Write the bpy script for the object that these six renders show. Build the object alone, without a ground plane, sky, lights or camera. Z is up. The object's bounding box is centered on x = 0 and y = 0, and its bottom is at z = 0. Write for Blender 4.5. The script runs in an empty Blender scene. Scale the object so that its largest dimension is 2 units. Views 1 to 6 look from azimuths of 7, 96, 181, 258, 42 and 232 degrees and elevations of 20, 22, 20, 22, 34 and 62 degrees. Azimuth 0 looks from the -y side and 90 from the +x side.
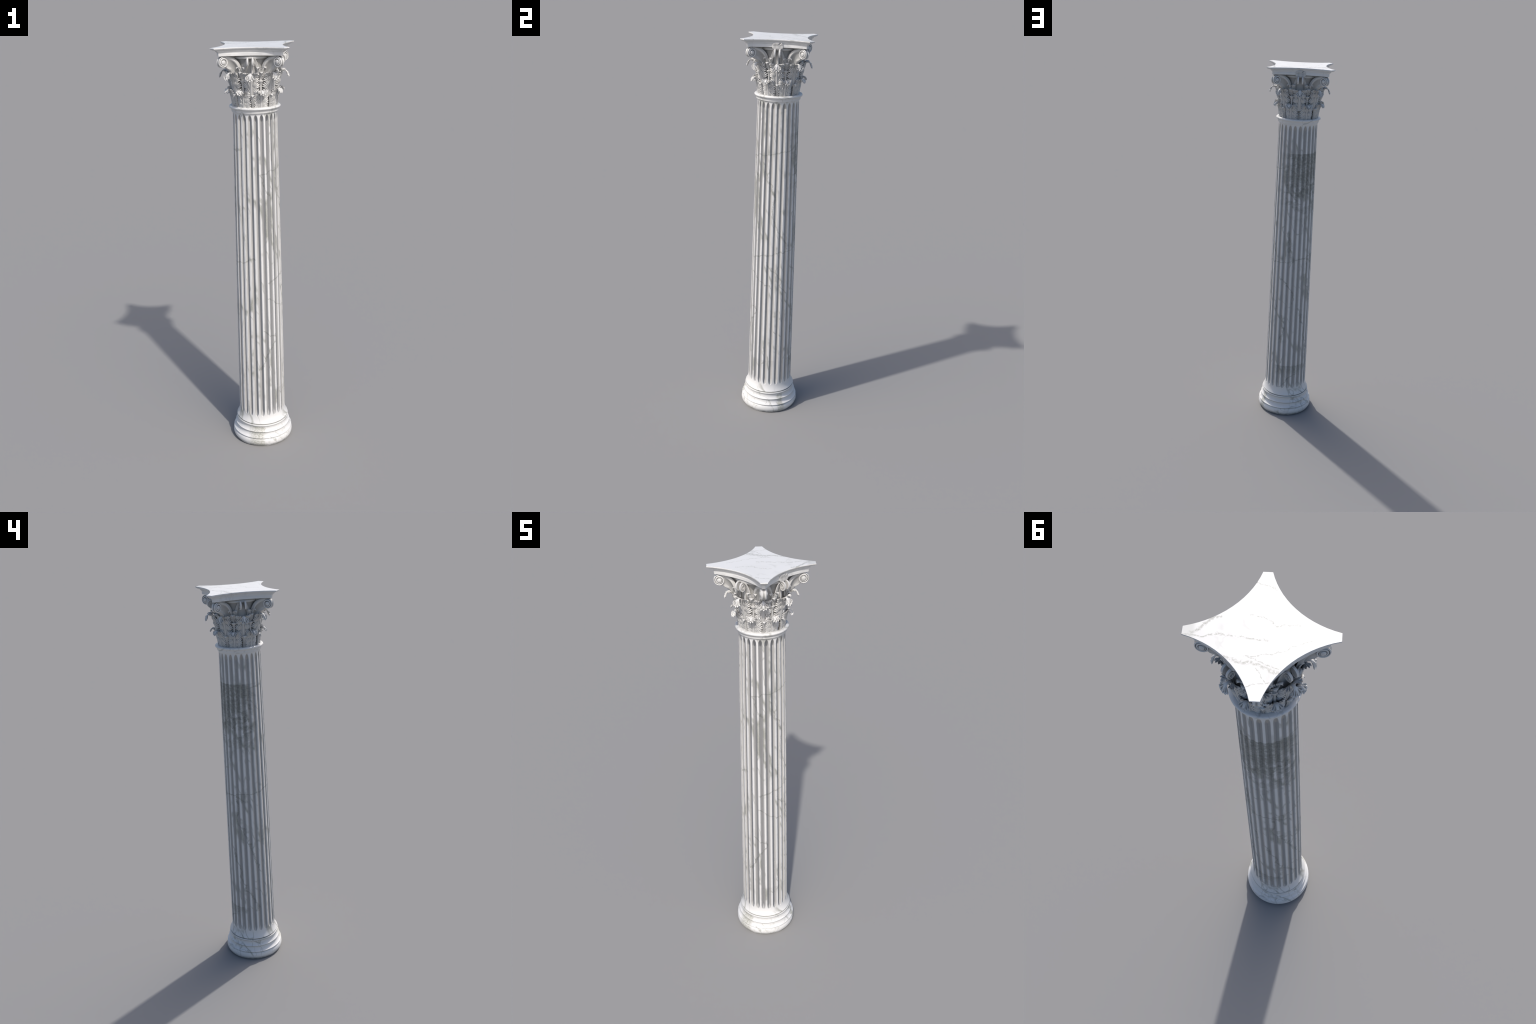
"""A white veined marble Corinthian column: moulded round base, fluted tapering
shaft, astragal, acanthus capital with corner volutes and a concave-sided abacus.
Built part by part; z up, metres, column axis on x = y = 0, 2 m tall."""
import bpy, math, random
from mathutils import Vector

random.seed(7)
PI, TAU = math.pi, 2 * math.pi
FLUTES = 24
SHAFT_R0, SHAFT_SLOPE, SHAFT_Z0 = 0.1178, 0.0102, 0.18      # radius = R0 - slope*(z - z0)


def radians(d):
    return d * PI / 180.0


def polar(az, r, z):
    """Azimuth in degrees, 0 on -y, 90 on +x."""
    a = radians(az)
    return Vector((r * math.sin(a), -r * math.cos(a), z))


def smooth(a, b, x):
    t = max(0.0, min(1.0, (x - a) / (b - a)))
    return t * t * (3 - 2 * t)


def lerp_table(table, x):
    """Smooth (monotone-ish cosine) interpolation through (x, y) pairs."""
    if x <= table[0][0]:
        return table[0][1]
    for (x0, y0), (x1, y1) in zip(table, table[1:]):
        if x <= x1:
            t = (x - x0) / (x1 - x0)
            return y0 + (y1 - y0) * (t * t * (3 - 2 * t))
    return table[-1][1]


def catmull(points, n):
    """n samples, evenly spread over the parameter, through a list of Vectors."""
    p = [Vector(q) for q in points]
    p = [p[0] * 2 - p[1]] + p + [p[-1] * 2 - p[-2]]
    out = []
    segs = len(p) - 3
    for i in range(n):
        f = i / (n - 1) * segs
        k = min(int(f), segs - 1)
        t = f - k
        a, b, c, d = p[k:k + 4]
        out.append(0.5 * (2 * b + (c - a) * t + (2 * a - 5 * b + 4 * c - d) * t * t + (3 * b - a - 3 * c + d) * t ** 3))
    return out


def even_curve(points, n):
    """Arc-length resampled Catmull-Rom curve."""
    fine = catmull(points, 400)
    lens = [0.0]
    for a, b in zip(fine, fine[1:]):
        lens.append(lens[-1] + (b - a).length)
    total, out, k = lens[-1], [], 0
    for i in range(n):
        want = total * i / (n - 1)
        while k < len(lens) - 2 and lens[k + 1] < want:
            k += 1
        t = (want - lens[k]) / max(1e-9, lens[k + 1] - lens[k])
        out.append(fine[k].lerp(fine[k + 1], max(0, min(1, t))))
    return out, total


# ------------------------------------------------------------------ materials
class Nodes:
    """Small helper for wiring shader nodes."""

    def __init__(self, tree):
        self.tree, self.n = tree, tree.nodes

    def put(self, socket, value):
        if isinstance(value, bpy.types.NodeSocket):
            self.tree.links.new(value, socket)
        elif value is not None:
            socket.default_value = value

    def math(self, op, a, b=None, c=None, clamp=False):
        m = self.n.new("ShaderNodeMath")
        m.operation, m.use_clamp = op, clamp
        for s, v in zip(m.inputs, (a, b, c)):
            self.put(s, v)
        return m.outputs[0]

    def vmath(self, op, a, b=None, scale=None):
        m = self.n.new("ShaderNodeVectorMath")
        m.operation = op
        self.put(m.inputs[0], a)
        if b is not None:
            self.put(m.inputs[1], b)
        if scale is not None:
            self.put(m.inputs["Scale"], scale)
        return m.outputs["Value" if op in ("DOT_PRODUCT", "LENGTH", "DISTANCE") else "Vector"]

    def noise(self, vec, scale, detail=5.0, rough=0.55, distortion=0.0):
        m = self.n.new("ShaderNodeTexNoise")
        self.put(m.inputs["Vector"], vec)
        for k, v in (("Scale", scale), ("Detail", detail), ("Roughness", rough), ("Distortion", distortion)):
            self.put(m.inputs[k], v)
        return m.outputs["Fac"], m.outputs["Color"]

    def step(self, x, a, b):
        """Smoothstep from 0 at a to 1 at b (a may exceed b)."""
        m = self.n.new("ShaderNodeMapRange")
        m.interpolation_type = "SMOOTHSTEP"
        self.put(m.inputs[0], x)
        lo, hi, t0, t1 = (a, b, 0.0, 1.0) if a < b else (b, a, 1.0, 0.0)
        for s, v in zip(m.inputs[1:5], (lo, hi, t0, t1)):
            s.default_value = v
        return m.outputs[0]

    def mix(self, fac, a, b):
        m = self.n.new("ShaderNodeMix")
        m.data_type = "RGBA"
        self.put(m.inputs[0], fac)
        self.put(m.inputs[6], a)
        self.put(m.inputs[7], b)
        return m.outputs[2]

    def xyz(self, v):
        m = self.n.new("ShaderNodeSeparateXYZ")
        self.put(m.inputs[0], v)
        return m.outputs

    def vec(self, x=0.0, y=0.0, z=0.0):
        m = self.n.new("ShaderNodeCombineXYZ")
        for s, v in zip(m.inputs, (x, y, z)):
            self.put(s, v)
        return m.outputs[0]


def segment_group():
    """Node group: 1 on the line from Start to End, falling to 0 at Width."""
    g = bpy.data.node_groups.new("vein_segment", "ShaderNodeTree")
    for name, kind in (("Vector", "NodeSocketVector"), ("Start", "NodeSocketVector"), ("End", "NodeSocketVector"), ("Width", "NodeSocketFloat")):
        g.interface.new_socket(name, in_out="INPUT", socket_type=kind)
    g.interface.new_socket("Mask", in_out="OUTPUT", socket_type="NodeSocketFloat")
    k = Nodes(g)
    i, o = k.n.new("NodeGroupInput"), k.n.new("NodeGroupOutput")
    pa = k.vmath("SUBTRACT", i.outputs[0], i.outputs[1])
    ba = k.vmath("SUBTRACT", i.outputs[2], i.outputs[1])
    h = k.math("DIVIDE", k.vmath("DOT_PRODUCT", pa, ba), k.vmath("DOT_PRODUCT", ba, ba), clamp=True)
    d = k.vmath("LENGTH", k.vmath("SUBTRACT", pa, k.vmath("SCALE", ba, scale=h)))
    k.put(o.inputs[0], k.math("SUBTRACT", 1.0, k.math("DIVIDE", d, i.outputs[3]), clamp=True))
    return g


SEGMENT = segment_group()
WHITE = (0.62, 0.619, 0.615, 1)
VEIN = (0.25, 0.255, 0.225, 1)
FLUTE_SHADE = (0.42, 0.418, 0.414, 1)
STAIN = (0.185, 0.192, 0.172, 1)


def marble(name, vein_scale=(6.0, 6.0, 6.0), vein=0.6, extra=None, spread=(0.40, 0.58), rough=0.42, base=WHITE, crevice_shade=0.0, bump=0.0, twist=0.0, cloudy=0.14):
    """White marble: fine warped veins, grey clouds, optional shade painted into crevices; `extra(k, pos, col)` adds more."""
    mat = bpy.data.materials.new(name)
    mat.use_nodes = True
    k = Nodes(mat.node_tree)
    k.n.clear()
    out = k.n.new("ShaderNodeOutputMaterial")
    bsdf = k.n.new("ShaderNodeBsdfPrincipled")
    mat.node_tree.links.new(bsdf.outputs[0], out.inputs[0])
    geo = k.n.new("ShaderNodeNewGeometry")
    pos = geo.outputs["Position"]                       # world position: veins run on from piece to piece
    warp = k.vmath("SCALE", k.vmath("SUBTRACT", k.noise(pos, 6.0, 3.0, 0.5)[1], (0.5, 0.5, 0.5)), scale=0.055)
    p = k.vmath("ADD", pos, warp)
    if twist:                                           # veins wind round the axis, falling to one side
        turn = k.n.new("ShaderNodeVectorRotate")
        turn.rotation_type = "Z_AXIS"
        k.put(turn.inputs["Vector"], p)
        k.put(turn.inputs["Angle"], k.math("MULTIPLY", k.xyz(p)[2], twist))
        p = turn.outputs[0]
    p = k.vmath("MULTIPLY", p, vein_scale)
    n1 = k.noise(p, 1.0, 2.0, 0.4)[0]
    line = k.math("POWER", k.step(k.math("ABSOLUTE", k.math("SUBTRACT", n1, 0.5)), 0.045, 0.0), 1.6)
    n2 = k.noise(k.vmath("ADD", p, (7.3, 2.1, 4.4)), 1.9, 2.0, 0.4)[0]
    line2 = k.math("POWER", k.step(k.math("ABSOLUTE", k.math("SUBTRACT", n2, 0.5)), 0.030, 0.0), 1.6)
    patch = k.step(k.noise(k.vmath("ADD", pos, (3.0, 1.0, 9.0)), 9.0, 3.0)[0], *spread)
    cloud = k.step(n1, 0.52, 0.70)
    mask = k.math("MULTIPLY", k.math("MAXIMUM", line, k.math("MULTIPLY", line2, 0.7)), patch)
    speck = k.noise(pos, 260.0, 2.0, 0.6)[0]
    mask = k.math("MULTIPLY", mask, k.math("ADD", 0.55, k.math("MULTIPLY", speck, 0.9)), clamp=True)
    col = k.mix(k.math("MULTIPLY", cloud, cloudy), base, (0.48, 0.48, 0.46, 1))
    col = k.mix(k.math("MULTIPLY", mask, vein, clamp=True), col, VEIN)
    if crevice_shade:
        hollow = k.step(geo.outputs["Pointiness"], 0.508, 0.486)  # occlusion shade painted into the colour where the mesh is concave
        col = k.mix(k.math("MULTIPLY", hollow, crevice_shade), col, (0.10, 0.10, 0.095, 1))
    if extra:
        col = extra(k, pos, col, speck)
    k.put(bsdf.inputs["Base Color"], col)
    bsdf.inputs["Roughness"].default_value = rough
    bsdf.inputs["IOR"].default_value = 1.5
    if bump:
        b = k.n.new("ShaderNodeBump")
        b.inputs["Strength"].default_value = bump
        b.inputs["Distance"].default_value = 0.002
        k.put(b.inputs["Height"], k.noise(pos, 180.0, 4.0)[0])
        k.put(bsdf.inputs["Normal"], b.outputs[0])
    return mat


def draw_veins(k, vec, lines, col, tint=VEIN, strength=0.8):
    """Main veins: each is a polyline with a width, drawn into col with ragged strength."""
    total = 0.0
    for width, pts in lines:
        for a, b in zip(pts, pts[1:]):
            g = k.n.new("ShaderNodeGroup")
            g.node_tree = SEGMENT
            k.put(g.inputs[0], vec)
            g.inputs[1].default_value = (a[0], a[1], 0)
            g.inputs[2].default_value = (b[0], b[1], 0)
            g.inputs[3].default_value = width
            total = k.math("MAXIMUM", total, g.outputs[0])
    return total


def shaft_look(k, pos, col, speck):
    x, y, z = k.xyz(pos)
    radius = k.math("SQRT", k.math("ADD", k.math("MULTIPLY", x, x), k.math("MULTIPLY", y, y)))
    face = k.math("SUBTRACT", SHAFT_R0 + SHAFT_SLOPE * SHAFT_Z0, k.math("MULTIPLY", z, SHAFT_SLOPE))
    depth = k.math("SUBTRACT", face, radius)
    # azimuth in degrees, 0 at the back (az 180) so that the stain there is unbroken
    az = k.math("MULTIPLY", k.math("ARCTAN2", k.math("MULTIPLY", x, -1.0), y), 180 / PI)
    wob = k.vmath("SCALE", k.vmath("SUBTRACT", k.noise(pos, 14.0, 5.0, 0.6)[1], (0.5, 0.5, 0.5)), scale=0.085)
    uv = k.vmath("ADD", k.vec(k.math("MULTIPLY", az, 0.0019), z, 0.0), wob)
    uv = k.vmath("MULTIPLY", uv, (1.0, 1.0, 0.0))
    A = 0.0019                                            # metres of girth per degree
    veins = [(0.010, [(52 * A, 0.955), (72 * A, 0.93)]),
             (0.006, [(50 * A, 0.94), (52 * A, 0.81), (83 * A, 0.666), (107 * A, 0.52)]),
             (0.009, [(30 * A, 0.67), (55 * A, 0.48), (80 * A, 0.36), (100 * A, 0.30)]),
             (0.012, [(-8 * A, 1.12), (-4 * A, 1.02), (2 * A, 0.94)]),
             (0.006, [(-30 * A, 0.86), (5 * A, 0.78), (10 * A, 0.70)]),
             (0.010, [(-20 * A, 0.62), (-12 * A, 0.54), (-22 * A, 0.46)]),
             (0.006, [(40 * A, 0.27), (0, 0.20), (-18 * A, 0.17)]),
             (0.006, [(-178 * A, 0.42), (-160 * A, 0.47), (-130 * A, 0.60), (-165 * A, 0.64)]),
             (0.005, [(178 * A, 1.02), (160 * A, 1.00), (-150 * A, 0.90)]),
             (0.005, [(150 * A, 1.55), (-168 * A, 1.42), (-140 * A, 1.32)]),
             (0.007, [(-120 * A, 1.40), (-95 * A, 1.28), (-80 * A, 1.08), (-50 * A, 0.95)]),
             (0.006, [(-100 * A, 0.88), (-70 * A, 0.80), (-40 * A, 0.66)]),
             (0.004, [(-150 * A, 0.80), (-90 * A, 0.74)])]
    main = draw_veins(k, uv, veins, col)
    main = k.math("MULTIPLY", k.step(main, 0.05, 0.75), k.math("ADD", 0.35, k.math("MULTIPLY", speck, 0.9)), clamp=True)
    deep = k.step(depth, 0.0000, 0.0006)  # shade inside the flutes, painted into the colour by depth
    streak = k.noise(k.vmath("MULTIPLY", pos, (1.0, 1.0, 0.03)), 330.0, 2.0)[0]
    grey = k.mix(k.math("MULTIPLY", streak, 0.4), FLUTE_SHADE, (0.37, 0.37, 0.365, 1))
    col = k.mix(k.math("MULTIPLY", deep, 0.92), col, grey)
    # grey stain on the back below a straight UV seam of the source texture, thinning into a net of veins
    ragged = k.math("SUBTRACT", k.noise(pos, 15.0, 6.0, 0.66)[0], 0.5)
    below = k.step(z, 1.5535, 1.5520)
    waver = k.math("ADD", az, k.math("MULTIPLY", ragged, 60.0))
    sides = k.math("MULTIPLY", k.step(waver, -38.0, 8.0), k.step(waver, 106.0, 76.0))
    drop = k.step(k.math("ADD", z, k.math("MULTIPLY", ragged, 0.60)), 1.34, 1.47)
    stain = k.math("MULTIPLY", k.math("MULTIPLY", below, sides), drop)
    low = k.step(k.math("ADD", z, k.math("MULTIPLY", ragged, 0.40)), 1.13, 1.36)
    net = k.step(k.math("ABSOLUTE", k.math("SUBTRACT", k.noise(pos, 15.0, 3.0, 0.6, 0.4)[0], 0.5)), 0.11, 0.02)
    wide = k.math("MULTIPLY", k.step(waver, -60.0, 0.0), k.step(waver, 130.0, 85.0))
    net = k.math("MULTIPLY", k.math("MULTIPLY", net, k.math("MULTIPLY", below, wide)), low)
    grain = k.step(k.noise(pos, 95.0, 4.0, 0.7)[0], 0.32, 0.62)
    # second UV seam near the foot with a darker band under it
    under = k.math("MULTIPLY", k.step(z, 0.3062, 0.3048), k.step(k.math("ADD", z, k.math("MULTIPLY", ragged, 0.16)), 0.225, 0.30))
    turn = k.step(k.noise(k.vmath("MULTIPLY", pos, (1.0, 1.0, 0.0)), 14.0, 2.0)[0], 0.42, 0.62)
    back = k.math("MAXIMUM", k.math("MULTIPLY", k.step(az, -45.0, -20.0), k.step(az, 66.0, 50.0)), k.math("MULTIPLY", turn, 0.4))
    under = k.math("MULTIPLY", under, k.math("MULTIPLY", back, 0.65))
    dark = k.math("MAXIMUM", k.math("MAXIMUM", stain, k.math("MULTIPLY", net, 1.0)), k.math("MAXIMUM", under, k.math("MULTIPLY", main, 0.85)))
    dark = k.math("MULTIPLY", dark, k.math("ADD", 0.32, k.math("MULTIPLY", grain, 0.50)), clamp=True)
    return k.mix(dark, col, STAIN)


def base_look(k, pos, col, speck):
    x, y, z = k.xyz(pos)
    az = k.math("MULTIPLY", k.math("ARCTAN2", x, k.math("MULTIPLY", y, -1.0)), 180 / PI)
    n = k.noise(pos, 24.0, 6.0, 0.65)[0]
    az2 = k.math("ADD", az, k.math("MULTIPLY", k.math("SUBTRACT", n, 0.5), 26.0))
    patch = k.math("MULTIPLY", k.step(az2, -30.0, -12.0), k.step(az2, 16.0, 8.0))
    patch = k.math("MAXIMUM", patch, k.math("MULTIPLY", k.math("MULTIPLY", k.step(az2, 14.0, 30.0), k.step(az2, 92.0, 70.0)), k.math("MULTIPLY", k.step(n, 0.50, 0.62), 0.8)))
    patch = k.math("MAXIMUM", patch, k.math("MULTIPLY", k.math("MULTIPLY", k.step(az2, 112.0, 117.0), k.step(az2, 130.0, 124.0)), 0.9))
    band = k.step(z, 0.106, 0.100)
    fine = k.step(k.noise(pos, 150.0, 3.0, 0.7)[0], 0.36, 0.68)
    m = k.math("MULTIPLY", k.math("MULTIPLY", patch, band), k.math("ADD", 0.34, k.math("MULTIPLY", fine, 0.72)))
    col = k.mix(m, col, (0.33, 0.33, 0.285, 1))
    foot = k.math("MULTIPLY", k.step(z, 0.022, 0.002), k.math("ADD", 0.35, k.math("MULTIPLY", k.step(n, 0.42, 0.6), 0.65)))
    col = k.mix(k.math("MULTIPLY", foot, 0.75), col, (0.20, 0.205, 0.19, 1))
    # shade lines painted into the grooves between the mouldings
    for height, w in ((0.1165, 0.0020), (0.1062, 0.0022), (0.0733, 0.0024), (0.0430, 0.0022)):
        d = k.math("ABSOLUTE", k.math("SUBTRACT", z, height))
        col = k.mix(k.math("MULTIPLY", k.step(d, w * 1.25, w * 0.25), 0.9), col, (0.17, 0.175, 0.15, 1))
    return col


def abacus_look(k, pos, col, speck):
    x, y, z = k.xyz(pos)
    wob = k.vmath("SCALE", k.vmath("SUBTRACT", k.noise(pos, 26.0, 5.0, 0.65)[1], (0.5, 0.5, 0.5)), scale=0.035)
    uv = k.vmath("MULTIPLY", k.vmath("ADD", pos, wob), (1.0, 1.0, 0.0))
    veins = [(0.0050, [(0.15, 0.170), (0.108, 0.135), (0.089, 0.099), (0.028, 0.046), (-0.030, 0.004)]),
             (0.0100, [(0.140, 0.150), (0.134, 0.125), (0.138, 0.078), (0.128, 0.050)]),
             (0.0110, [(0.012, 0.130), (-0.030, 0.112), (-0.060, 0.085), (-0.130, 0.056)]),
             (0.0050, [(-0.035, 0.080), (-0.090, 0.060), (-0.13, 0.04)]),
             (0.0040, [(-0.106, 0.155), (-0.141, 0.091)]),
             (0.0030, [(-0.080, 0.092), (-0.135, 0.100)]),
             (0.0040, [(0.155, -0.110), (0.093, -0.136)]),
             (0.0030, [(-0.030, 0.085), (-0.08, 0.02), (-0.112, -0.090)]),
             (0.0035, [(0.075, -0.02), (0.03, -0.045), (-0.01, -0.05), (-0.05, -0.10)])]
    m = draw_veins(k, uv, veins, col)
    n = k.noise(pos, 120.0, 4.0, 0.7)[0]
    m = k.math("MULTIPLY", k.step(m, 0.05, 0.9), k.step(n, 0.36, 0.58))
    m = k.math("MULTIPLY", m, k.math("ADD", 0.2, k.math("MULTIPLY", k.step(z, 1.995, 1.9995), 0.8)))
    col = k.mix(k.math("MULTIPLY", m, 0.75), col, VEIN)
    corner = k.math("MULTIPLY", k.step(k.math("ADD", x, y), 0.262, 0.285), k.step(z, 1.995, 1.999))
    return k.mix(k.math("MULTIPLY", corner, 0.55), col, (0.42, 0.425, 0.41, 1))


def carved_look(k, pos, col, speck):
    """Carved foliage: paler on what stands out, recess shade painted in toward the bell."""
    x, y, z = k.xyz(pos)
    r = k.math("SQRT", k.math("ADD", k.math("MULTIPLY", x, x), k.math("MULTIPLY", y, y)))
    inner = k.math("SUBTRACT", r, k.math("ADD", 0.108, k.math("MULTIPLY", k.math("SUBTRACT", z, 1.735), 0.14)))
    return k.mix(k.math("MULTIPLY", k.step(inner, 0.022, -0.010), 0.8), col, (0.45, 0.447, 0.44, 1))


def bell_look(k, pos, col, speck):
    z = k.xyz(pos)[2]  # recess shade behind the lower leaves is painted onto the bell
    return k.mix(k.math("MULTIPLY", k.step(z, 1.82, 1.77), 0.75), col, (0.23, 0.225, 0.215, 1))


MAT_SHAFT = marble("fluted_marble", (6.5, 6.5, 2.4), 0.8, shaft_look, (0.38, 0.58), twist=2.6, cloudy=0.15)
MAT_BASE = marble("stained_marble", (11.0, 11.0, 7.0), 0.8, base_look, (0.47, 0.64), twist=3.0)
MAT_ABACUS = marble("abacus_marble", (6.0, 9.0, 6.0), 0.24, abacus_look, (0.48, 0.66))
MAT_CARVED = marble("carved_marble", (6.0, 6.0, 6.0), 0.25, carved_look, (0.45, 0.65), 0.34, (0.57, 0.568, 0.562, 1), crevice_shade=0.72)
MAT_PLAIN = marble("bell_marble", (6.0, 6.0, 6.0), 0.3, bell_look, (0.45, 0.65), 0.42, (0.47, 0.465, 0.455, 1), crevice_shade=0.45)
MAT_RING = marble("ring_marble", (9.0, 9.0, 9.0), 0.6)


# ------------------------------------------------------------------ mesh helpers
def make_object(name, mesh, parent, mat=None, angle=40.0):
    ob = bpy.data.objects.new(name, mesh)
    bpy.context.scene.collection.objects.link(ob)
    ob.parent = parent
    if mat and not mesh.materials:
        mesh.materials.append(mat)
    return ob


def new_mesh(name, verts, faces, mat, angle=40.0):
    me = bpy.data.meshes.new(name)
    me.from_pydata([tuple(v) for v in verts], [], faces)
    me.validate()
    import bmesh
    bm = bmesh.new()
    bm.from_mesh(me)
    bmesh.ops.remove_doubles(bm, verts=bm.verts, dist=1e-6)
    bmesh.ops.recalc_face_normals(bm, faces=bm.faces)
    bm.to_mesh(me)
    bm.free()
    me.polygons.foreach_set("use_smooth", [True] * len(me.polygons))
    me.set_sharp_from_angle(angle=radians(angle))
    me.materials.append(mat)
    return me


def loft(rings, closed=True, cap=True):
    """Quads between equal-length rings; ends closed with a fan to their centre."""
    verts, faces = [], []
    n = len(rings[0])
    for r in rings:
        verts += list(r)
    for i in range(len(rings) - 1):
        for j in range(n if closed else n - 1):
            a, b = i * n + j, i * n + (j + 1) % n
            faces.append((a, b, b + n, a + n))
    if cap:
        for i in (0, len(rings) - 1):
            c = Vector((0, 0, 0))
            for v in rings[i]:
                c += Vector(v)
            verts.append(c / n)
            for j in range(n):
                faces.append((i * n + j, i * n + (j + 1) % n, len(verts) - 1))
    return verts, faces


def lathe(profile, n=96, centre=(0, 0), cap=True):
    rings = [[(centre[0] + r * math.sin(TAU * j / n), centre[1] - r * math.cos(TAU * j / n), z) for j in range(n)] for r, z in profile]
    return loft(rings, True, cap)


# ------------------------------------------------------------------ the column
column = bpy.data.objects.new("corinthian_column", None)
column["label"] = "tall white veined marble column with carved leafy capital"
column["category"] = "column"
bpy.context.scene.collection.objects.link(column)


def arc_points(p0, p1, bulge, n):
    """Points of a shallow arc in (r, z) from p0 to p1, bulging sideways by `bulge` (left of travel)."""
    (r0, z0), (r1, z1) = p0, p1
    dx, dz = r1 - r0, z1 - z0
    L = math.hypot(dx, dz)
    nx, nz = -dz / L, dx / L
    return [(r0 + dx * t + nx * bulge * 4 * t * (1 - t), z0 + dz * t + nz * bulge * 4 * t * (1 - t)) for t in (i / n for i in range(n + 1))]


# base: bottom torus, two undercut hollows with fillets between
profile = [(0.1455, 0.0)]
profile += [(0.1400 + 0.0140 * math.cos(a), 0.0225 + 0.0215 * math.sin(a)) for a in [radians(d) for d in range(-66, 73, 6)]]
profile += [(0.1440, 0.0424), (0.1440, 0.0436), (0.1490, 0.0442), (0.1512, 0.0448), (0.1512, 0.0478)]
profile += arc_points((0.1495, 0.0490), (0.1372, 0.0720), 0.0040, 10)
profile += [(0.1375, 0.0732), (0.1398, 0.0745), (0.1408, 0.0760), (0.1408, 0.0785), (0.1398, 0.0795)]
profile += arc_points((0.1390, 0.0800), (0.1318, 0.1050), 0.0042, 10)
profile += [(0.1320, 0.1060), (0.1340, 0.1070), (0.1345, 0.1085), (0.1345, 0.1120), (0.1335, 0.1142), (0.1290, 0.1165), (0.1100, 0.1170)]
v, f = lathe(profile, 72)
make_object("base", new_mesh("base", v, f, MAT_BASE, 38), column)


# shaft: 24 flutes with rounded ends, straight taper, flared foot and neck
def shaft_face(z):
    r = SHAFT_R0 - SHAFT_SLOPE * (z - SHAFT_Z0)
    r += 0.0009 * math.sin(PI * max(0, min(1, (z - 0.2) / 1.45)))           # slight entasis
    r += 0.0125 * max(0.0, (0.168 - z) / 0.046) ** 2.2 if z < 0.168 else 0.0
    if z > 1.697:
        r += 0.0046 * ((z - 1.697) / 0.012) ** 2
    return r


HALF, FLUTE_DEPTH, WALL = radians(5.35), 0.0034, 2.2      # WALL: shaded steepness of the cut walls
Z_LOW, Z_HIGH = 0.190, 1.672            # where the tapering ends of a flute begin
END_LOW, END_HIGH = 0.034, 0.031


def flute_cut(t, z):
    """Sharp V cut, 1 on the bottom line, 0 at the edges, tapering to a point at both ends."""
    e = max(0.0, (z - Z_HIGH) / END_HIGH, (Z_LOW - z) / END_LOW)
    return max(0.0, 1 - math.sqrt((t / HALF) ** 2 + e * e))


def shaft_mesh():
    pitch = TAU / FLUTES
    offs = [-pitch / 2, -HALF * 1.16, -HALF * 1.03]
    offs += [HALF * c for c in (-1, -0.94, -0.85, -0.7, -0.5, -0.3, -0.12, 0, 0.12, 0.3, 0.5, 0.7, 0.85, 0.94, 1)]
    offs += [HALF * 1.03, HALF * 1.16]
    zs = [0.1168, 0.1185, 0.1205, 0.1225, 0.1245, 0.127, 0.130, 0.134, 0.138, 0.142, 0.146, 0.150]
    zs += [0.153 + 0.0016 * i for i in range(24)]
    zs += [0.20 + (1.660 - 0.20) * i / 40 for i in range(41)]
    zs += [1.664 + 0.0014 * i for i in range(30)]
    zs += [1.7062, 1.7075, 1.7090]
    rings = []
    for z in zs:
        face = shaft_face(z)
        if z < 0.1225:                                     # rounded lip of the foot
            face = 0.1325 - 0.0032 * ((0.1225 - z) / 0.0057) ** 2
        elif z < 0.127:
            face = min(face, 0.1325)
        ring = []
        for i in range(FLUTES):
            for t in offs:
                r = face - FLUTE_DEPTH * flute_cut(t, z)
                a = (i + 0.5) * pitch + t
                ring.append((r * math.sin(a), -r * math.cos(a), z))
        rings.append(ring)
    v, f = loft(rings)
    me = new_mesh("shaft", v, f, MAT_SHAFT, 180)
    # crisp chiselled walls: give the cuts their own corner normals
    normals = [Vector(n.vector) for n in me.corner_normals]
    for poly in me.polygons:
        c = poly.center
        if abs(poly.normal.z) > 0.95 or not (0.15 < c.z < 1.7045):
            continue
        a = math.atan2(c.x, -c.y)
        tc = ((a / pitch) % 1.0 - 0.5) * pitch
        if flute_cut(tc, c.z) <= 0:
            continue
        for li in poly.loop_indices:
            p = me.vertices[me.loops[li].vertex_index].co
            al = math.atan2(p.x, -p.y)
            tl = ((al / pitch) % 1.0 - 0.5) * pitch
            if abs(tl - tc) > pitch / 2:
                tl = tc
            z = p.z
            e_hi, e_lo = (z - Z_HIGH) / END_HIGH, (Z_LOW - z) / END_LOW
            e = max(0.0, e_hi, e_lo)
            t = tl / HALF
            if t * tc < 0 or abs(t) < 1e-4:
                t = math.copysign(1e-3, tc)
            L = math.hypot(t, e)
            gt, ge = t / L, e / L                          # uphill direction: sideways and toward the end
            up = ge * (0.6 if e_hi > e_lo else -0.12)
            soft = 0.85 if abs(tl) > HALF * 0.985 else 1.0  # eased arris
            rad = Vector((math.sin(al), -math.cos(al), 0))
            tan = Vector((math.cos(al), math.sin(al), 0))
            n = rad - (tan * gt + Vector((0, 0, up))) * (WALL * soft)
            normals[li] = n.normalized()
    me.normals_split_custom_set(normals)
    return me


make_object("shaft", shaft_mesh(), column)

# astragal ring under the capital
profile = [(0.090, 1.7088), (0.1082, 1.7088), (0.1088, 1.7100), (0.1088, 1.7140), (0.1094, 1.7170), (0.1110, 1.7200), (0.1128, 1.7226)]
profile += [(0.1115 + 0.0063 * math.cos(a), 1.7288 + 0.0060 * math.sin(a)) for a in [radians(d) for d in range(-75, 85, 10)]]
profile += [(0.106, 1.7348), (0.090, 1.7350)]
v, f = lathe(profile, 96)
make_object("astragal", new_mesh("astragal", v, f, MAT_RING, 40), column)

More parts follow.
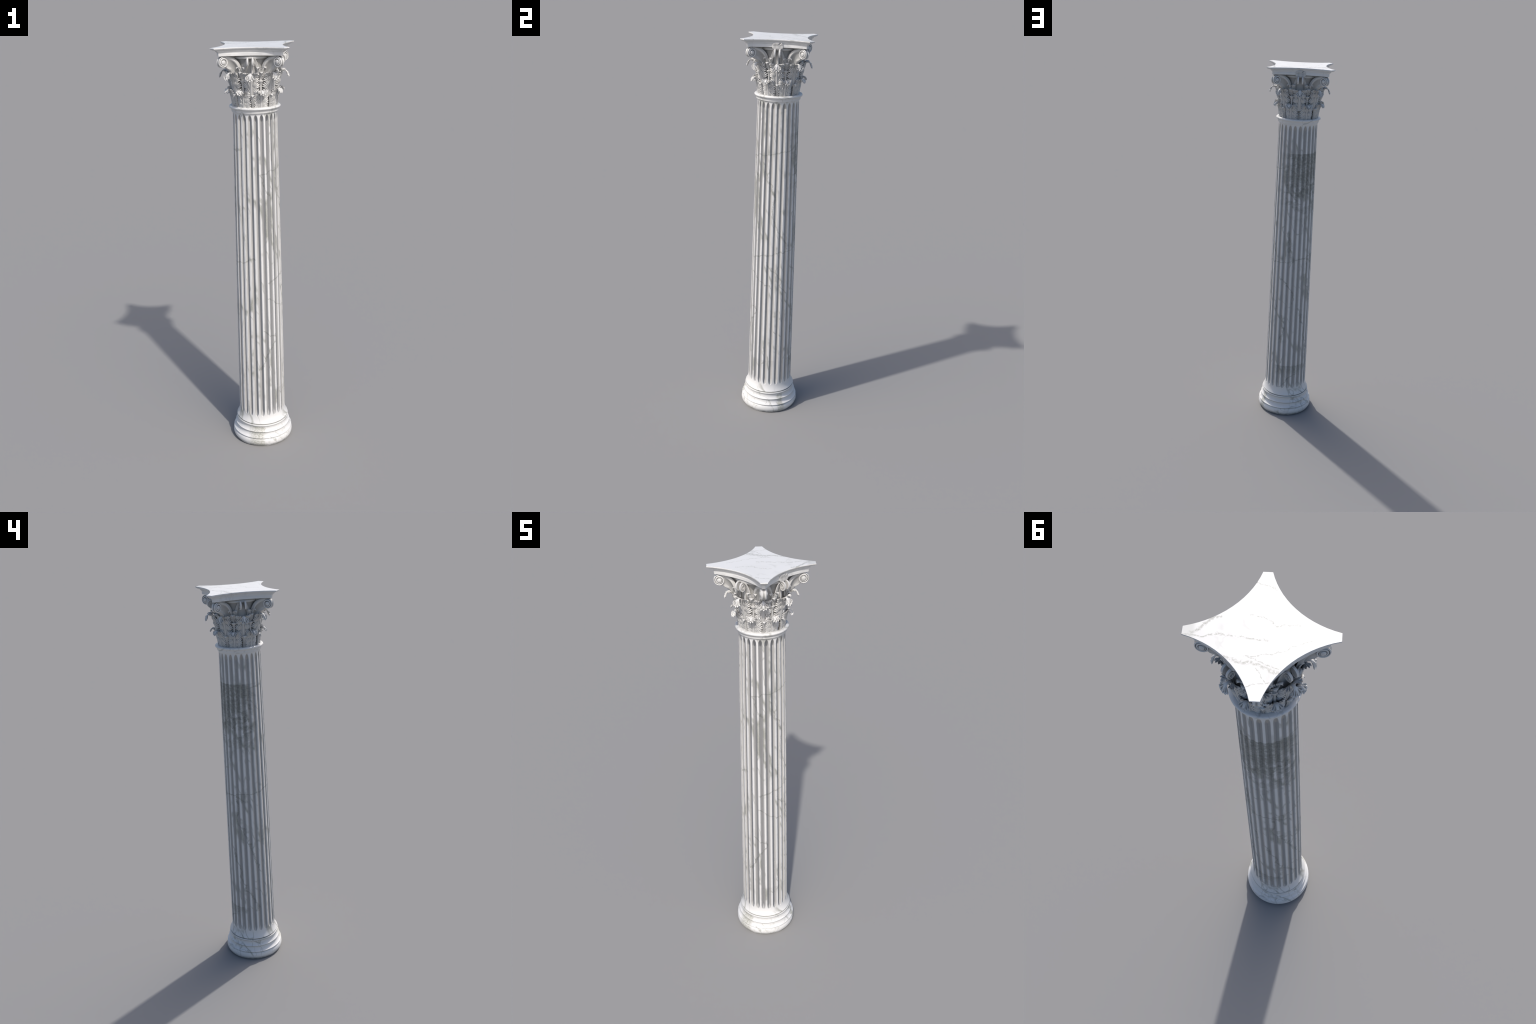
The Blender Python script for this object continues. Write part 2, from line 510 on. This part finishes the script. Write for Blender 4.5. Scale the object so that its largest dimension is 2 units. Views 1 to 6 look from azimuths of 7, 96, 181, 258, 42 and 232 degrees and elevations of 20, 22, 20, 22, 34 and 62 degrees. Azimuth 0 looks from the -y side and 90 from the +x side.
# bell of the capital with its rim
profile = [(0.0955, 1.7340), (0.0945, 1.76), (0.0945, 1.80), (0.0960, 1.84), (0.0985, 1.88), (0.1020, 1.915), (0.1062, 1.9385), (0.1085, 1.9465),
           (0.1140, 1.9475), (0.1165, 1.9495), (0.1172, 1.9525), (0.1165, 1.9560), (0.1150, 1.9590), (0.1100, 1.9625), (0.02, 1.9632)]
v, f = lathe(profile, 96)
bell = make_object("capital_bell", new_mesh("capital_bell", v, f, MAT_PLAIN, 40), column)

# ------------------------------------------------------------------ abacus
ABACUS = [  # z, corner long, corner short, mid-side distance
    (2.0000, 0.1714, 0.1507, 0.1310), (1.9988, 0.1720, 0.1512, 0.1316), (1.9962, 0.1716, 0.1510, 0.1314),
    (1.9935, 0.1688, 0.1492, 0.1297), (1.9910, 0.1640, 0.1462, 0.1270), (1.9890, 0.1590, 0.1432, 0.1248),
    (1.9878, 0.1545, 0.1408, 0.1235), (1.9872, 0.1525, 0.1398, 0.1230), (1.9842, 0.1522, 0.1396, 0.1229),
    (1.9836, 0.1508, 0.1388, 0.1222), (1.9815, 0.1478, 0.1372, 0.1208), (1.9790, 0.1458, 0.1362, 0.1200),
    (1.9768, 0.1446, 0.1356, 0.1196), (1.9762, 0.1446, 0.1358, 0.1202), (1.9755, 0.1445, 0.1360, 0.1206),
    (1.9636, 0.1438, 0.1357, 0.1204)]


def abacus_outline(long, short, mid, z, n=14):
    """Four concave circular sides joined by short straight cut corners."""
    sag = long - mid
    R = (short * short + sag * sag) / (2 * sag)
    cy = mid + R                                            # arc centre distance from the axis
    pts = []
    for side in range(4):
        ang = side * PI / 2
        half = math.asin(short / R)
        for i in range(n + 1):
            b = -half + 2 * half * i / n
            x, y = R * math.sin(b), -(cy - R * math.cos(b))
            pts.append((x * math.cos(ang) - y * math.sin(ang), x * math.sin(ang) + y * math.cos(ang), z))
    return pts


rings = [abacus_outline(L, S, M, z) for z, L, S, M in ABACUS]
v, f = loft(rings)
abacus = make_object("abacus", new_mesh("abacus", v, f, MAT_ABACUS, 24), column)


def fleuron_mesh():
    """Worn flower plaque in the middle of a side: rounded block with a sagging foot and a slanting cleft."""
    rings, N, M = [], 64, 14
    for i in range(M + 1):
        q = i / M
        ring = []
        for j in range(N):
            a = TAU * j / N
            c, sn = math.cos(a), math.sin(a)
            sup = (abs(c) ** 3.2 + abs(sn) ** 3.2) ** (-1 / 3.2)
            x = q * sup * c * (0.0262 - 0.0030 * sn)
            zz = q * sup * sn * 0.0150 - 0.0042 * smooth(0.0, 1.0, -sn) * q * (1 - (x / 0.028) ** 2)
            dome = 0.0026 * (1 - q ** 4) + 0.0022 * smooth(0.002, -0.016, zz)
            dome -= 0.0040 * math.exp(-((x - 0.004 - zz * 0.8) / 0.0030) ** 2) * smooth(0.000, 0.010, zz)
            dome += 0.0005 * math.cos(x * 260) * (1 - q ** 3)
            ring.append((x, -(0.1222 + x * x * 1.4 + max(0.0, zz) * 0.22 + dome), 1.9715 + zz))
        rings.append(ring)
    rings.append([(x, -0.110, z) for x, y, z in rings[-1]])
    return loft(rings)


v, f = fleuron_mesh()
me = new_mesh("fleuron", v, f, MAT_PLAIN, 50)
for az in (90, 180):
    ob = make_object("fleuron", me, abacus)
    ob.rotation_euler = (0, 0, radians(az))


# ------------------------------------------------------------------ acanthus leaves
def acanthus(name, spine, rib, lobes, terminal, relief=1.0, fingers=5, ribh=0.0065, lean=0.0, lift=0.0075, fall=0.0, nick=0.20, count=None, rib_from=0.0):
    """One carved leaf on the -y side. `spine` is its middle line as (r, z); `rib` maps 0..1 along it to
    the half width of the raised middle rib; `lobes` lists (height of root along the spine in metres,
    reach, angle range) for the palmate lobes on each side; `terminal` is the (root, reach, spread) of
    the fan at the tip. Every lobe is a hand of pointed fingers spreading from its root."""
    fine, length = even_curve([(r, 0, z) for r, z in spine], 241)

    def world(x, y, h):
        s = y / length
        f = max(0.0, min(1.0, s)) * 240
        i = min(239, int(f))
        p = fine[i].lerp(fine[i + 1], f - i)
        tan = (fine[min(240, i + 3)] - fine[max(0, i - 2)]).normalized()
        if s > 1:
            p = p + tan * (y - length)
        r, z = p.x + tan.z * h, p.z - tan.x * h
        g = x / max(p.x, 0.06) + lean * s * s
        return (r * math.sin(g), -r * math.cos(g), z)

    verts, faces = [], []

    def add(rings):
        v, f = loft(rings)
        base = len(verts)
        verts.extend(v)
        faces.extend(tuple(i + base for i in q) for q in f)

    def hand(y0, reach, a0, a1, side, count, h0, x0):
        """Fan of fingers about (x0, y0); angles from straight up the leaf, in degrees."""
        na, nr = count * 8, 9
        front, back = [], []
        for j in range(na + 1):
            w = j / na
            ang = radians(a0 + (a1 - a0) * w)
            u = (w * count) % 1.0 if j < na else 1.0
            crest = 1 - abs(2 * u - 1) ** 1.4
            envelope = 0.58 + 0.42 * math.sin(PI * (0.16 + 0.66 * w)) if side else 0.56 + 0.44 * math.cos(ang) ** 1.5
            cut = nick if not side else 0.22
            R = reach * envelope * (1 - cut + cut * crest)
            rf, rb = [], []
            for i in range(nr + 1):
                q = i / nr
                rho = R * q
                x = (x0 + rho * math.sin(ang)) * (side or 1)
                y = y0 + rho * math.cos(ang)
                rise, groove = (lift * (1 - 0.75 * smooth(0.6, 0.72, y0 / length)), 0.0024) if side else (min(lift, 0.0015), 0.0034)
                h = h0 + relief * (rise * math.sin(PI * 0.72 * q) ** 1.4 + groove * (crest - 0.5) * smooth(0.15, 0.6, q))
                h -= relief * 0.0030 * smooth(0.86, 1.0, q)                 # finger ends dip
                h -= fall * min(1.3, (x / 0.034) ** 2) * (1 - smooth(0.6, 0.75, y0 / length) if side else 0)   # blade falls back to the bell at the sides
                th = 0.0030 * (1 - 0.62 * q)
                rf.append(world(x, y, h))
                rb.append(world(x * 0.995, y, h - th))
            front.append(rf)
            back.append(rb[::-1])
        add([a + b for a, b in zip(front, back)])

    for k, (y0, reach, a0, a1) in enumerate(lobes):
        for side in (-1, 1):
            hand(y0, reach, a0, a1, side, fingers, -0.0030 + 0.0010 * (k % 2), lerp_table(rib, y0 / length) * 0.55)
    y0, reach, spread = terminal
    hand(y0, reach, -spread, spread, 0, count or fingers + 4, 0.0003, 0.0)
    # raised middle rib with a centre ridge and two side beads
    n, rows = 60, []
    end = min(1.0, (y0 + reach * 0.75) / length)
    for i in range(n + 1):
        s = rib_from + (end - rib_from) * i / n
        w = lerp_table(rib, s)
        hh = ribh * (1 - 0.75 * s / end)
        row = []
        for c, k in ((-1.0, -0.55), (-0.98, 0.25), (-0.80, 0.62), (-0.62, 0.62), (-0.48, 0.38), (-0.34, 0.80), (-0.15, 1.0), (0.15, 1.0), (0.34, 0.80),
                     (0.48, 0.38), (0.62, 0.62), (0.80, 0.62), (0.98, 0.25), (1.0, -0.55)):
            row.append(world(c * w, s * length, hh * k))
        row += [world(w * 0.7, s * length, -0.003), world(-w * 0.7, s * length, -0.003)]
        rows.append(row)
    add(rows)
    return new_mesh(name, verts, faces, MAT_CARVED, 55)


LOWER = [(0.0985, 1.7335), (0.1010, 1.752), (0.1045, 1.772), (0.1080, 1.788), (0.1120, 1.801), (0.1175, 1.8090), (0.1250, 1.8105), (0.1325, 1.8055), (0.1378, 1.7965), (0.1400, 1.7865)]
UPPER = [(0.0990, 1.7345), (0.1010, 1.765), (0.1040, 1.790), (0.1085, 1.815), (0.1145, 1.840), (0.1190, 1.858), (0.1235, 1.873), (0.1295, 1.8840), (0.1380, 1.8868), (0.1465, 1.8825), (0.1528, 1.8735), (0.1560, 1.8620)]
leaf_low = acanthus("lower_leaf", LOWER, [(0, 0.0085), (0.4, 0.0075), (0.7, 0.0055), (1, 0.0022)],
                    [(-0.004, 0.037, 4, 84), (0.014, 0.042, 8, 86), (0.035, 0.042, 10, 88), (0.062, 0.033, 30, 104)], (0.075, 0.037, 46), fall=0.004, count=5)
leaf_high = acanthus("upper_leaf", UPPER, [(0, 0.0105), (0.35, 0.0098), (0.6, 0.0080), (0.8, 0.0055), (1, 0.0022)],
                     [(0.062, 0.036, 14, 96), (0.086, 0.040, 8, 86), (0.112, 0.039, 8, 82), (0.145, 0.037, 30, 102)], (0.163, 0.040, 46), fall=0.007, count=5, rib_from=0.24)



def pointed_leaf(name, spine, widths, keel, lean=0.0, serrate=0.0):
    """Small keeled leaf of a stem's sheath, its pointed end curled outward."""
    fine, _ = even_curve([(r, 0, z) for r, z in spine], 121)
    rings, n, m = [], 56, 10
    for i in range(n + 1):
        s = i / n
        w = lerp_table(widths, s) * (1 - serrate * (0.5 + 0.5 * math.cos(TAU * s * 9)) * smooth(0.1, 0.2, s) * smooth(0.75, 0.65, s) if serrate else 1)
        p = fine[min(120, round(s * 120))]
        tan = (fine[min(120, round(s * 120) + 2)] - fine[max(0, round(s * 120) - 2)]).normalized()
        f, b = [], []
        for j in range(-m, m + 1):
            t = j / m
            a = abs(t)
            h = keel * (math.exp(-(t / 0.22) ** 2) * (1 - 0.7 * s) - 0.9 * math.exp(-((a - 0.5) / 0.2) ** 2) * (1 - s) + 1.1 * a ** 3 * (1 - s))
            g = t * w / p.x + lean * s * s
            for row, hh in ((f, h), (b, -0.0022 * (1 - 0.7 * a))):
                r, z = p.x + tan.z * hh, p.z - tan.x * hh
                row.append((r * math.sin(g), -r * math.cos(g), z))
        rings.append(f + b[::-1])
    v, f = loft(rings)
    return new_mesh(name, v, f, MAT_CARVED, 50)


leaf_small = pointed_leaf("small_leaf", [(0.1010, 1.7345), (0.1040, 1.752), (0.1075, 1.768), (0.1105, 1.780), (0.1145, 1.7895), (0.1195, 1.7905), (0.1225, 1.7820)],
                          [(0, 0.0052), (0.35, 0.0060), (0.58, 0.0085), (0.72, 0.0105), (0.80, 0.0098), (1, 0.0004)], 0.0030, 0.0, 0.22)
leaf_calyx = pointed_leaf("calyx_leaf", [(0.1030, 1.8590), (0.1065, 1.8680), (0.1110, 1.8770), (0.1160, 1.8865), (0.1200, 1.8920), (0.1245, 1.8915), (0.1275, 1.8835)],
                          [(0, 0.0042), (0.25, 0.0060), (0.50, 0.0105), (0.62, 0.0125), (0.70, 0.0118), (1, 0.0004)], 0.0026)
calyx_sides = {s: pointed_leaf("calyx_side_leaf", [(0.1035, 1.8580), (0.1085, 1.8720), (0.1120, 1.8860), (0.1150, 1.8990), (0.1185, 1.9110), (0.1235, 1.9125), (0.1275, 1.9040)],
                               [(0, 0.0042), (0.2, 0.0085), (0.42, 0.0105), (0.60, 0.0085), (0.72, 0.0105), (0.78, 0.0100), (1, 0.0004)], 0.0030, s * radians(8.0), 0.28) for s in (-1, 1)}


def place(name, me, az, tilt=0.0):
    ob = make_object(name, me, bell)
    ob.rotation_euler = (0, 0, radians(az))
    return ob


for i in range(8):
    jit = random.uniform(-0.5, 0.5)
    place("acanthus_leaf", leaf_low, 22.5 + 45 * i + jit)
    place("acanthus_leaf", leaf_high, 45 * i + random.uniform(-0.5, 0.5))
    if i != 4:                                              # the one at the back is missing
        place("small_leaf", leaf_small, 45 * i + 2.0 + random.uniform(-0.6, 0.6))

# stems with flared cups between the upper leaves, each with its sheath of three small leaves
profile = [(0.0058, 1.762), (0.0050, 1.80), (0.0048, 1.828), (0.0056, 1.8360), (0.0076, 1.8415), (0.0106, 1.8465), (0.0134, 1.8500), (0.0137, 1.8525), (0.0128, 1.8545),
           (0.0080, 1.8550), (0.0052, 1.8575), (0.0046, 1.868), (0.0048, 1.880), (0.0020, 1.889)]
v, f = lathe(profile, 28, centre=(0, -0.1015))
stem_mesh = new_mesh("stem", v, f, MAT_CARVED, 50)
for i in range(8):
    az = 22.5 + 45 * i
    place("stem", stem_mesh, az)
    place("calyx_leaf", leaf_calyx, az - 0.6)
    place("calyx_leaf", calyx_sides[-1], az - 1.5)
    place("calyx_leaf", calyx_sides[1], az + 1.5)


# ------------------------------------------------------------------ volutes and helices
EYE_DIAG, EYE_Z, VOL_R, VOL_HALF = 0.1772, 1.9370, 0.0235, 0.0095


def volute_mesh():
    """Scroll pair for the corner on the diagonal: drum along y' with a spiral on both ends.
    Built with the diagonal along -y and later turned to 45 degrees."""
    N, K = 72, 34
    rings = []
    for side in (-1, 1):
        seq = []
        for i in range(K + 1):
            rho = VOL_R * i / K
            ring = []
            for j in range(N):
                # spiral runs the other way round on the far face
                a = TAU * j / N
                turn = a / TAU
                band = (rho - 0.0104 - 0.0076 * turn) / 0.0076
                if rho < 0.0104:
                    h = 0.0020 + 0.0030 * math.sqrt(max(0, 1 - (rho / 0.0106) ** 2))
                    groove = math.exp(-((rho - 0.0104) / 0.0010) ** 2)
                else:
                    fr = band - math.floor(band)
                    h = 0.0012 + 0.0022 * math.sin(PI * fr) ** 0.7
                    groove = math.exp(-((min(fr, 1 - fr)) / 0.13) ** 2)
                h -= 0.0030 * groove
                h += 0.0025 * (1 - rho / VOL_R)
                h *= 1 - smooth(0.90, 1.0, rho / VOL_R) * 0.9
                # convergence of the two discs toward the outer end
                off = VOL_HALF - 0.14 * rho * math.cos(a)
                ring.append(Vector((side * (off + h), -EYE_DIAG - rho * math.cos(a), EYE_Z + rho * math.sin(a))))
            seq.append(ring)
        rings.append(seq)
    left, right = rings
    edge_l, edge_r = left[-1], right[-1]
    wall = []
    for i in range(1, 8):
        t = i / 8
        ring = []
        for a, b in zip(edge_l, edge_r):
            p = a.lerp(b, t)
            c = Vector((p.x, -EYE_DIAG, EYE_Z))
            ring.append(c + (p - c) * (1 - 0.10 * math.sin(PI * t)))      # waisted drum
        wall.append(ring)
    v, f = loft(left + wall + right[::-1])
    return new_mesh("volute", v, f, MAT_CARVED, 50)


def volute_arm_mesh(sign):
    """Broad curved arm from a stem's cup up to the volute; diagonal along -y, sign picks the side."""
    n = 30
    up = catmull([polar(-21.0, 0.1060, 1.862), polar(-20.5, 0.1120, 1.888), polar(-18.5, 0.1190, 1.915), polar(-14.5, 0.1270, 1.938),
                  polar(-9.3, 0.1420, 1.953), polar(-4.6, 0.1640, 1.9602), polar(-3.3, 0.1725, 1.9603)], n)
    low = catmull([polar(-18.5, 0.1060, 1.862), polar(-14.0, 0.1080, 1.862), polar(-9.5, 0.1120, 1.866), polar(-6.8, 0.1190, 1.880),
                   polar(-5.2, 0.1300, 1.898), polar(-3.9, 0.1460, 1.915), polar(-3.2, 0.1620, 1.925)], n)
    rings = []
    for i, (a, b) in enumerate(zip(up, low)):
        u = i / (n - 1)
        out = Vector((-math.sin(radians(28)), -math.cos(radians(28)), 0.10)).normalized()
        span = b - a
        lift = 0.0045 * math.sin(PI * min(1, u * 1.1 + 0.05)) ** 0.6
        back = 0.011 * (1 - 0.45 * u)
        ring = []
        for t, h in ((0.0, -0.002), (0.02, 0.35), (0.06, 0.85), (0.11, 1.0), (0.17, 0.85), (0.24, 0.35), (0.32, 0.02), (0.45, -0.25), (0.6, -0.32), (0.75, -0.22), (0.88, -0.02), (0.96, 0.12), (1.0, 0.0)):
            ring.append(a + span * t + out * (h * lift))
        inward = Vector((0, 1, 0)) * back
        for t in (1.0, 0.7, 0.4, 0.1, -0.02):
            ring.append(a + span * t + inward)
        if sign > 0:
            ring = [Vector((-p.x, p.y, p.z)) for p in ring]
        rings.append(ring)
    v, f = loft(rings)
    return new_mesh("volute_arm", v, f, MAT_PLAIN, 50)


def corner_core_mesh():
    """Plain rib behind each corner leaf that carries the volute."""
    rings = []
    for r0, r1, z, w in ((0.09, 0.108, 1.80, 0.010), (0.09, 0.112, 1.85, 0.010), (0.09, 0.1220, 1.880, 0.0105), (0.09, 0.1420, 1.900, 0.0110),
                         (0.09, 0.160, 1.910, 0.0105), (0.09, 0.170, 1.920, 0.009), (0.09, 0.170, 1.955, 0.009), (0.09, 0.168, 1.9628, 0.010)):
        rings.append([(-w * 1.4, -r0, z), (-w, -r1 + 0.004, z), (-w * 0.6, -r1, z), (w * 0.6, -r1, z), (w, -r1 + 0.004, z), (w * 1.4, -r0, z)])
    v, f = loft(rings)
    return new_mesh("corner_rib", v, f, MAT_PLAIN, 50)


vol, arms, core = volute_mesh(), {s: volute_arm_mesh(s) for s in (-1, 1)}, corner_core_mesh()
for i in range(4):
    az = 45 + 90 * i
    place("volute", vol, az)
    place("volute_rib", core, az)
    for s in (-1, 1):
        place("volute_arm", arms[s], az)


def helix_mesh(sign):
    """Small inner scroll: a band rising from the sheath, arching under the rim and coiling
    inward in a nearly radial plane. sign +1 sits on the +azimuth side of the face centre."""
    centre = polar(5.2, 0.1290, 1.9355)
    e_out = polar(-3.0, 1.0, 0.0)                            # in-plane horizontal direction (outward)
    e_n = Vector((0, 0, 1)).cross(e_out)                     # plane normal
    if e_n.x < 0:
        e_n = -e_n
    turns, n_sp = 1.9, 92
    spiral = []
    for i in range(n_sp):
        t = i / (n_sp - 1)
        a = radians(100) - t * turns * TAU                   # starts on top, goes outward then down
        R = 0.0178 * (1 - t) ** 0.85 + 0.0022
        spiral.append(centre + e_out * (R * 0.80 * math.cos(a)) + Vector((0, 0, 1)) * (R * math.sin(a)) + e_n * (0.0022 * t))
    stem = catmull([polar(17.0, 0.1080, 1.880), polar(15.6, 0.1095, 1.900), polar(13.0, 0.1105, 1.922), polar(9.5, 0.1135, 1.941), polar(6.6, 0.1195, 1.9515), spiral[0]], 34)
    path = stem[:-1] + spiral
    rings = []
    m = len(path)
    for i, p in enumerate(path):
        t = (path[min(m - 1, i + 1)] - path[max(0, i - 1)]).normalized()
        u = i / (m - 1)
        wide = e_n - t * e_n.dot(t)
        if wide.length < 1e-4:
            wide = e_n.copy()
        wide.normalize()
        thin = t.cross(wide).normalized()
        k = smooth(0.0, 0.26, u)
        W = (0.0075 * (1 - k) + 0.0040 * k) * (1 - 0.15 * smooth(0.6, 1, u))
        T = (0.0030 * (1 - k) + 0.0019 * k) * (1 - 0.45 * smooth(0.35, 1, u))
        ring = []
        for cx, cz in ((-1, -0.6), (-0.85, -1), (0, -0.75), (0.85, -1), (1, -0.6), (1, 0.6), (0.85, 1), (0, 0.75), (-0.85, 1), (-1, 0.6)):
            q = p + wide * (W * cx) + thin * (T * cz)
            ring.append(q if sign > 0 else Vector((-q.x, q.y, q.z)))
        rings.append(ring)
    v, f = loft(rings)
    # floor of the coil, set back between the bands
    base = len(v)
    c = centre + e_n * 0.0
    disc = [[], []]
    for k, off in enumerate((-0.0028, 0.0014)):
        for j in range(28):
            a = TAU * j / 28
            q = c + e_n * off + e_out * (0.0136 * math.cos(a)) + Vector((0, 0, 1)) * (0.0170 * math.sin(a))
            disc[k].append(q if sign > 0 else Vector((-q.x, q.y, q.z)))
    v2, f2 = loft(disc)
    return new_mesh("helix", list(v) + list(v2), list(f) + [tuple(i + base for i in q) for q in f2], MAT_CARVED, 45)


helices = {s: helix_mesh(s) for s in (-1, 1)}
v, f = lathe([(0.0052, 1.85), (0.0050, 1.90), (0.0046, 1.925), (0.0040, 1.945)], 16, centre=(0, -0.1035))
stalk = new_mesh("fleuron_stalk", v, f, MAT_CARVED, 50)
for i in range(4):
    for s in (-1, 1):
        place("helix", helices[s], 90 * i)
    if i < 2:
        place("fleuron_stalk", stalk, 90 * i + 1.5)
